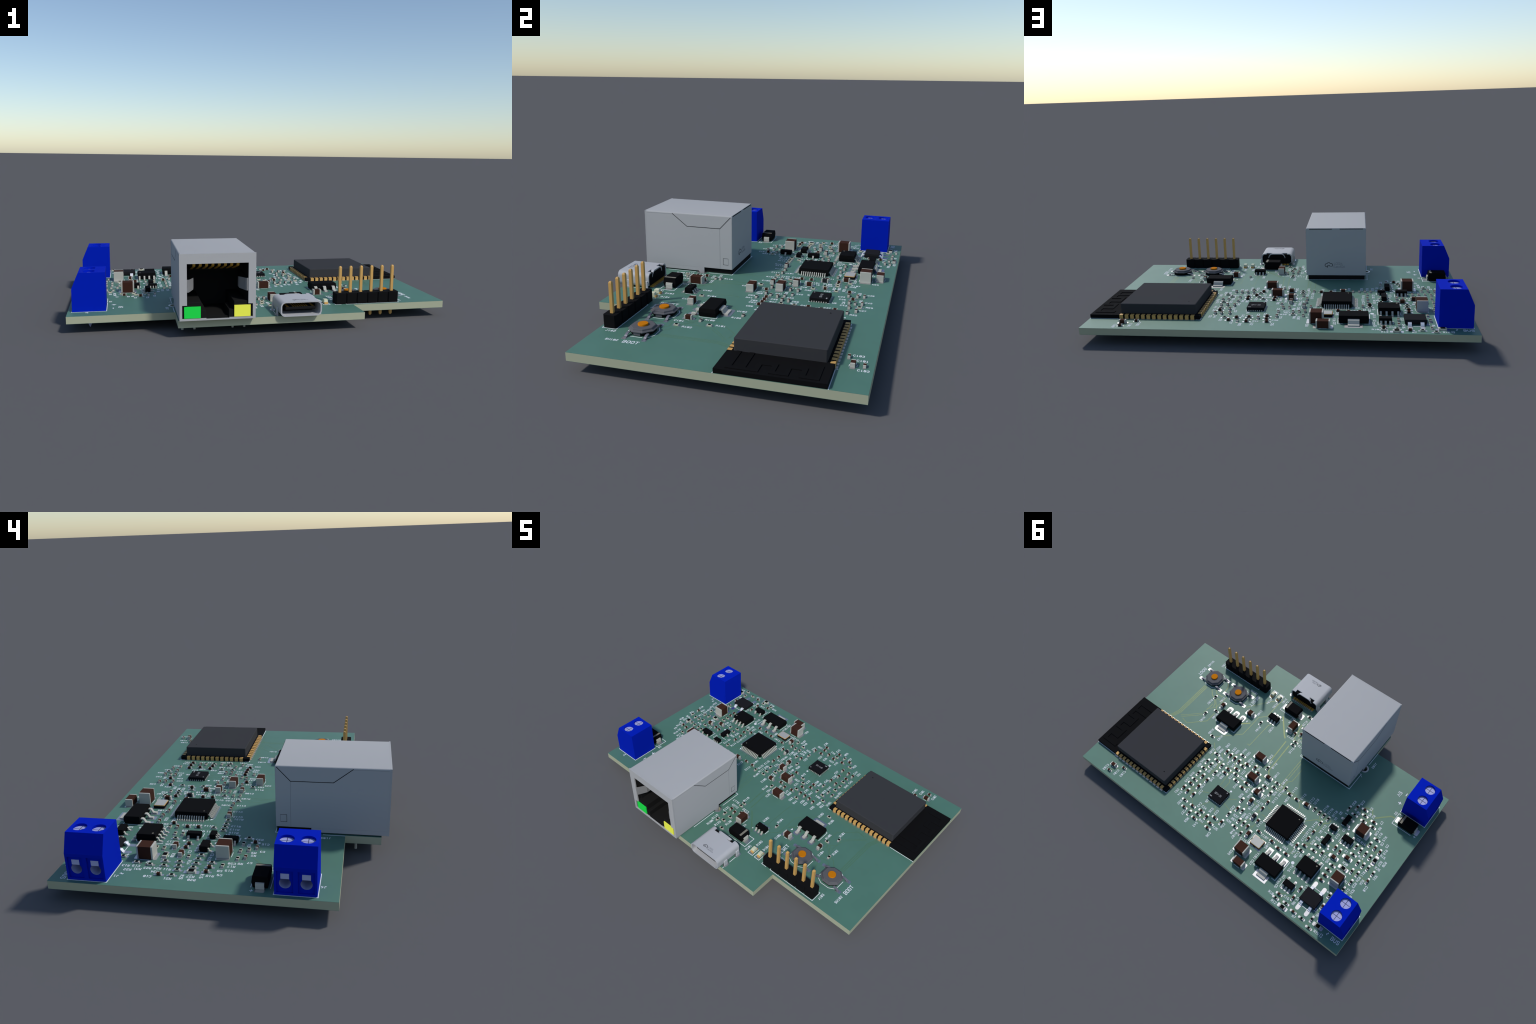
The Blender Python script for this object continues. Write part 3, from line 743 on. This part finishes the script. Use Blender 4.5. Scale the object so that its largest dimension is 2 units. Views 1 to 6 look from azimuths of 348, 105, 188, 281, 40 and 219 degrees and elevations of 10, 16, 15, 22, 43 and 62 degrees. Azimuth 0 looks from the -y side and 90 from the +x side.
# seams of the folded flaps on both sides, rear slots, detent squares
sm = Shape(); soft = Shape()
def side_line(sh, pts, x, w, proud):
    """A thin strip on a side wall; pts are (y, z)."""
    s = 1 if x > -12 else -1
    tmp = Shape(); tmp.stroke(pts, w, -.05, proud)
    for v in tmp.bm.verts:
        yy, zz, hh = v.co
        v.co = (x + s * hh, yy, zz)
    me = bpy.data.meshes.new("t"); tmp.bm.to_mesh(me); sh.bm.from_mesh(me); bpy.data.meshes.remove(me); tmp.bm.free()
for x in (X0, X1):
    side_line(sm, [(-22.1, 13.6), (-18.52, 10.8), (-10.43, 10.8), (-7.85, 13.55)], x, .13, .012)
    side_line(soft, [(-10.43, 10.7), (-10.43, 1.3)], x, .06, .008)
    side_line(soft, [(-22.1, 13.5), (-28.6, 13.5)], x, .05, .008)
    for k, seg in enumerate(([(-9.66, 3.77), (-8.43, 3.77)], [(-9.66, 2.25), (-8.43, 2.25)], [(-9.66, 3.7), (-9.66, 2.3)], [(-8.43, 3.7), (-8.43, 2.3)])):
        side_line(sm if k != 3 else soft, seg, x, .07, .010 + .002 * k)
for a, b in ((-5.25, -11.19), (-13.19, -19.19)):
    sm.box(b, a, Y1 - .1, Y1 + .012, 13.60, 13.74)
put("seam", sm.mesh("seam", SEAM), parent=jack)
put("fold_line", soft.mesh("fold_line", SEAMSOFT), parent=jack)
# black insert: hollow body seen through the mouth, foot below the shield at the back
ins = Shape()
ins.box(-19.62, -4.82, -14.9, -7.66, -.02, 1.6)
ins.box(-19.6, -4.85, -17.6, -17.0, .3, 12.4)                    # cavity end wall
ins.box(-19.6, -18.64, Y0 + .35, -17.1, .5, 12.4)                  # left wall
ins.box(-5.71, -4.8, Y0 + .35, -17.1, .52, 12.41)                 # right wall
ins.box(-19.6, -4.85, Y0 + .35, -17.1, 12.2, 12.7)                # roof
ins.box(-19.5, -4.9, Y0 + .5, -17.1, .06, .47)
ins.box(-19.3, -5.1, Y0 + .75, -17.1, .40, .80)                   # floor
ins.box(-19.4, -15.45, Y0 + .36, -17.3, .45, 3.88, .05)
ins.box(-18.5, -5.85, -22.2, -17.4, 9.2, 12.3)
ins.box(-19.55, -18.25, Y0 + 1.2, -17.2, .52, 8.6)
ins.box(-6.1, -4.9, Y0 + 1.2, -17.2, .53, 8.61)            # light-pipe blocks beside the latch slot
ins.box(-8.82, -4.95, Y0 + .34, -17.3, .45, 3.92, .05)
ins.box(-15.5, -14.55, Y0 + .40, -22.5, .46, 2.2, .05)
ins.box(-9.85, -8.8, Y0 + .40, -22.5, .46, 2.2, .05)
put("socket_insert", ins.mesh("socket_insert", CAVITY), parent=jack)
for i in range(8):
    x = -16.9 + 1.281 * i
    put("spring_contact", Shape().bar([(-28.0, 12.3), (-28.0, 11.35), (-27.7, 11.1), (-19.1, 8.7)], .55, .18, 'x', at=x).mesh("spring_contact", GOLDDARK), parent=jack)
put("indicator_light", Shape().box(-19.0, -15.67, Y0 + .12, Y0 + .6, .71, 3.07).mesh("indicator_light", LEDGREEN), parent=jack)
put("indicator_light", Shape().box(-8.79, -5.41, Y0 + .12, Y0 + .6, .70, 3.09).mesh("indicator_light", LEDYELLOW), parent=jack)
# side grounding springs bent into the mouth
def spring(xe, s):
    sh = Shape()
    path = [(xe, Y0 + .1), (xe + s * .35, Y0 + .12), (xe + s * .6, Y0 + .45), (xe + s * 1.5, Y0 + 2.2), (xe + s * 1.65, Y0 + 3.1)]
    h0 = [(8.66, 6.06), (8.66, 6.06), (8.64, 6.1), (8.6, 6.2), (8.45, 6.4)]
    top = [sh.bm.verts.new((x, y, h[0])) for (x, y), h in zip(path, h0)]
    bot = [sh.bm.verts.new((x, y, h[1])) for (x, y), h in zip(path, h0)]
    for i in range(4):
        sh.bm.faces.new((top[i], top[i + 1], bot[i + 1], bot[i]))
    geo = bmesh.ops.solidify(sh.bm, geom=sh.bm.faces[:], thickness=.14)
    put("grounding_spring", sh.mesh("grounding_spring", SHIELD), parent=jack)
spring(-18.44, 1); spring(-5.91, -1)
# solder pins below the board
jp = Shape()
for x, y in ((-18.83, -22.9), (-16.28, -22.9), (-8.08, -22.9), (-5.53, -22.9)):
    jp.cyl(x, y, .27, -3.32, .4, 12)
for i in range(8):
    jp.cyl(-16.6 + 1.27 * i, -16.5 - (2.54 if i % 2 else 0), .25, -3.2, .4, 12)
put("solder_pin", jp.mesh("solder_pin", TIN), parent=jack, stuff=True)
pad_ring(-20.0, -14.95, 1.18, .8); pad_ring(-4.33, -14.95, 1.18, .8)
line((-4.14, -23.4), (-4.14, -16.5)); line((-4.14, -13.1), (-4.14, -7.45), (-20.3, -7.45), (-20.3, -13.1)); line((-20.3, -16.7), (-20.3, -20.9))
line((-19.6, -13.2), (-20.9, -12.4), w=.09)

# cloud maker's mark with two words, used on the jack and on the socket shell
def cloud(sh, cx, cy, s, w, z):
    pts = []
    for bx, by, br, a0, a1 in ((-.55, -.05, .42, 250, 100), (-.05, .22, .42, 160, 35), (.55, 0, .40, 110, -70)):
        for i in range(7):
            a = math.radians(a0 + (a1 - a0) * i / 6)
            pts.append((cx + s * (bx + br * math.cos(a)), cy + s * (by + br * math.sin(a))))
    sh.stroke(pts, w, z - .04, z)
    sh.stroke([(cx - s * .55, cy - s * .42), (cx - s * .25, cy - s * .15), (cx + s * .05, cy - s * .05), (cx + s * .35, cy - s * .38)], w, z - .04, z + .003)
    sh.stroke(circle(cx - s * .38, cy - s * .45, s * .14, 10), w * .8, z - .04, z + .005, closed=True)
lg = Shape(); cloud(lg, 0, 0, 1.05, .14, .012)
wd = Shape(); write(wd, "LCEDA", 2.45, .38, .55, .055, z=.010, gap=.82); write(wd, "EasyEDA", 2.75, -.45, .55, .055, z=.010, gap=.78)
o1 = put("maker_mark", lg.mesh("maker_mark", LOGODARK), parent=jack)
o2 = put("maker_words", wd.mesh("maker_words", LOGOGREY), parent=jack)
for q in (o1, o2):
    q.location = (-10.3 * U, Y1 * U, 4.0 * U)
    q.rotation_euler = (math.radians(90), 0, math.radians(180))

# ------------------------------------------------------------------ USB socket
SXC = 5.47
us = Shape()
ro = rrect(4.47, 1.6, 1.05, 7, SXC, 1.70); ri = rrect(4.17, 1.32, .80, 7, SXC, 1.70)
us.plate(ro, [ri], -28.95, -22.55, 'y')
# rear portion keeps the side walls and rolled corners, the roof is notched
for s in (-1, 1):
    prof_ = [(SXC + s * 4.47, .6), (SXC + s * 4.47, 2.25)] + [(SXC + s * (3.42 + 1.05 * math.cos(a)), 2.25 + 1.05 * math.sin(a)) for a in [math.radians(15 * i) for i in range(1, 7)]]
    prof_ += [(SXC + s * 3.02, 3.30), (SXC + s * 3.02, 3.02), (SXC + s * 3.42, 3.02)] + [(SXC + s * (3.42 + .77 * math.cos(a)), 2.25 + .77 * math.sin(a)) for a in [math.radians(75 - 15 * i) for i in range(6)]] + [(SXC + s * 4.19, .6)]
    us.plate(prof_, [], -22.56, -21.65, 'y')
us.prism([(SXC - 1.3, -22.57), (SXC + 1.3, -22.57), (SXC + 1.5, -21.7), (SXC - 1.5, -21.7)], 3.01, 3.295)
for s in (-1, 1):       # latch fingers curling outwards and down from the roof's middle tab
    rings = []
    for ax_, ay, bx_, by, zz in ((1.25, -22.5, 1.45, -21.7, 3.29), (1.75, -22.3, 1.95, -21.66, 3.12), (2.15, -22.15, 2.3, -21.68, 2.7), (2.4, -21.95, 2.5, -21.72, 2.15)):
        rings.append([us.bm.verts.new((SXC + s * q[0], q[1], q[2])) for q in ((ax_, ay, zz), (bx_, by, zz), (bx_ - .12, by, zz - .24), (ax_ - .12, ay, zz - .24))])
    us._skin(rings)
    for y0 in (-26.35, -22.35):   # feet
        us.box(*sorted((SXC + s * 4.47, SXC + s * 4.72)), y0 - .55, y0 + .55, .04, 1.25, .05)
        us.box(*sorted((SXC + s * 4.25, SXC + s * 4.7)), y0 - .5, y0 + .5, 1.0, 1.6, .1)
        pad(SXC + s * 4.6, y0, 1.0, 1.7, .4)
usb = put("usb_socket", us.mesh("usb_socket", USBSTEEL, 35))
put("rear_body", Shape().prism(rrect(4.15, 1.3, .8, 6, SXC, 1.66), -25.0, -21.78, 'y').mesh("rear_body", BLACKPLA), parent=usb)
tong = Shape().box(SXC - 3.3, SXC + 3.3, -28.3, -24.5, 1.38, 2.02, .12)
put("tongue", tong.mesh("tongue", CAVITY), parent=usb)
tc_ = Shape()
for x, w in ((-2.75, .5), (2.75, .5), (-1.5, .26), (-1.0, .26), (-.5, .26), (0, .26), (.5, .26), (1.0, .26), (1.5, .26)):
    tc_.box(SXC + x - w / 2, SXC + x + w / 2, -28.0, -24.9, 1.95, 2.035)
put("contact_strip", tc_.mesh("contact_strip", GOLDDARK), parent=usb)
gp = Shape()
for x, w in ((-3.2, .6), (-2.4, .6), (-1.75, .3), (-1.25, .3), (-.75, .3), (-.25, .3), (.25, .3), (.75, .3), (1.25, .3), (1.75, .3), (2.4, .6), (3.2, .6)):
    gp.box(SXC + x - w / 2, SXC + x + w / 2, -21.9, -21.1, .03, .26, .03)
    pad(SXC + x, -21.05, w, .75, .03)
put("contact_row", gp.mesh("contact_row", GOLDDARK), parent=usb, stuff=True)
lg = Shape(); cloud(lg, 0, 0, .62, .11, .012)
wd = Shape(); write(wd, "LCEDA", 1.5, .24, .36, .045, z=.010, gap=.82); write(wd, "EasyEDA", 1.7, -.28, .36, .045, z=.010, gap=.78)
put("maker_mark", lg.mesh("maker_mark", LOGODARK), 4.55, -27.45, 0, 3.30, parent=usb)
put("maker_words", wd.mesh("maker_words", LOGOGREY), 4.55, -27.45, 0, 3.30, parent=usb)
for s in (-1, 1):
    line((SXC + s * 4.73, -25.25), (SXC + s * 4.73, -23.25)); line((SXC + s * 4.73, -27.65), (SXC + s * 4.73, -27.1))

# ------------------------------------------------------------------ copper tracks under the mask
TRK = Shape()
TRACKS = [
    (.3, (33.0, 4.6), (32.05, 2.0), (32.0, -9.0)), (.3, (32.6, 4.6), (31.6, 2.0), (31.55, -9.1)), (.3, (32.2, 4.6), (31.15, 2.0), (31.1, -8.9)),
    (.25, (29.5, -9.4), (28.1, -7.9), (26.9, -7.5), (25.4, -6.0), (25.1, -5.0)), (.2, (26.2, -1.9), (25.9, -2.4), (25.9, -5.6)),
    (.25, (29.4, 3.2), (27.4, 3.7), (23.4, -.3), (23.4, -3.5)), (.2, (30.2, 3.0), (29.6, 2.6), (25.7, -1.1)), (.2, (30.6, 2.6), (29.8, 2.2), (26.2, -1.4)),
    (.2, (18.2, 2.3), (12.65, -3.2), (12.65, -10.2), (11.0, -11.8), (11.0, -19.0)), (.2, (9.7, -1.5), (8.9, -1.5), (8.9, -9.8), (8.4, -10.4)),
    (.5, (15.2, -5.5), (13.4, -7.1)), (.2, (17.0, 3.8), (15.0, 5.8), (15.0, 7.3)), (.2, (26.2, -3.4), (24.4, -5.2), (24.2, -9.8)),
    (.5, (7.4, -14.5), (3.4, -10.0), (2.7, -9.4)), (.4, (1.8, -8.6), (1.3, -1.2), (.8, -.4)), (.4, (.3, -8.0), (-.2, 1.4), (-1.1, 2.4)),
    (.2, (-5.1, -7.2), (-5.3, 3.0), (-5.8, 5.3)), (.2, (-5.7, -7.2), (-6.0, 4.3)), (.2, (-7.0, -7.2), (-7.1, 0), (-6.3, .8), (-6.6, 4.6)),
    (.5, (-30.4, -4.8), (-33.3, -7.7), (-34.3, -7.85)), (.3, (-26.7, -5.7), (-28.6, -6.2), (-29.4, -5.0)), (.3, (-29.8, -3.8), (-29.4, -2.2)),
    (.25, (-16.7, 7.0), (-18.8, 4.8), (-19.8, 4.5)), (.2, (-8.8, 4.0), (-12.4, 3.9), (-13.2, 4.8), (-13.2, 6.6)), (.25, (-21.8, 2.8), (-21.9, 3.7), (-20.7, 4.8)),
    (.2, (13.2, 5.0), (11.5, 6.8), (11.5, 12.5)), (.2, (8.0, 5.0), (7.2, 12.6)), (.2, (6.6, 9.6), (5.8, 10.4), (5.8, 12.6)), (.2, (14.6, 20.2), (9.8, 17.0), (8.0, 16.2)),
    (.2, (3.0, 16.0), (.6, 16.6), (-1.4, 15.6)), (.2, (3.0, 14.5), (1.0, 13.2)), (.2, (4.2, 18.0), (3.0, 19.8)), (.2, (6.2, 18.0), (7.6, 20.6)),
    (.2, (-6.8, 12.4), (-8.6, 12.4)), (.2, (-6.8, 9.8), (-8.6, 10.0)), (.2, (-17.5, 10.2), (-19.4, 9.4)), (.2, (-14.8, 15.2), (-14.9, 16.2)),
    (.3, (-27.0, 7.0), (-27.3, 6.2), (-28.2, 6.2)), (.3, (-22.0, 9.6), (-20.9, 11.6)), (.25, (.4, -10.0), (1.6, -15.6)), (.25, (2.6, -10.2), (2.0, -11.5)),
    (.2, (17.6, -10.6), (15.4, -13.6), (12.6, -17.2)), (.3, (27.2, -14.4), (26.2, -12.6), (25.8, -10.8)), (.25, (28.4, -10.2), (27.4, -9.0), (25.2, -9.2)),
]
for i, tr in enumerate(TRACKS):
    TRK.stroke(list(tr[1:]), tr[0] * .75, -.012, .005 + .00008 * i)
# short fan-out tracks: each chip is joined to a near neighbour by a dog-leg with one 45 degree run
rng = random.Random(7)
spots = [(float(q.split()[2]), float(q.split()[3])) for q in CHIPS.replace('\n', ';').split(';') if q.strip()]
level = .0092
for x, y in spots:
    near = sorted((math.hypot(x - a, y - b), a, b) for a, b in spots if 1.6 < math.hypot(x - a, y - b) < 5.5)
    for d, a, b in near[1:6:2]:
        if rng.random() < .5:
            continue
        dx, dy = a - x, b - y
        k = min(abs(dx), abs(dy))
        m = (x + math.copysign(k, dx), y + math.copysign(k, dy))
        pts = [(x, y), m, (a, b)] if rng.random() < .5 else [(a, b), (a - math.copysign(k, dx), b - math.copysign(k, dy)), (x, y)]
        pts = [p for i, p in enumerate(pts) if i == 0 or math.hypot(p[0] - pts[i - 1][0], p[1] - pts[i - 1][1]) > .05]
        if len(pts) > 1:
            TRK.stroke(pts, .13, -.012, level)
            level += .00003
put("copper_track", TRK.mesh("copper_track", TRACE), stuff=True)

put("solder_pads", PADS.mesh("solder_pads", PAD), stuff=True)
put("silkscreen_outline", SILK.mesh("silkscreen_outline", INK), stuff=True)
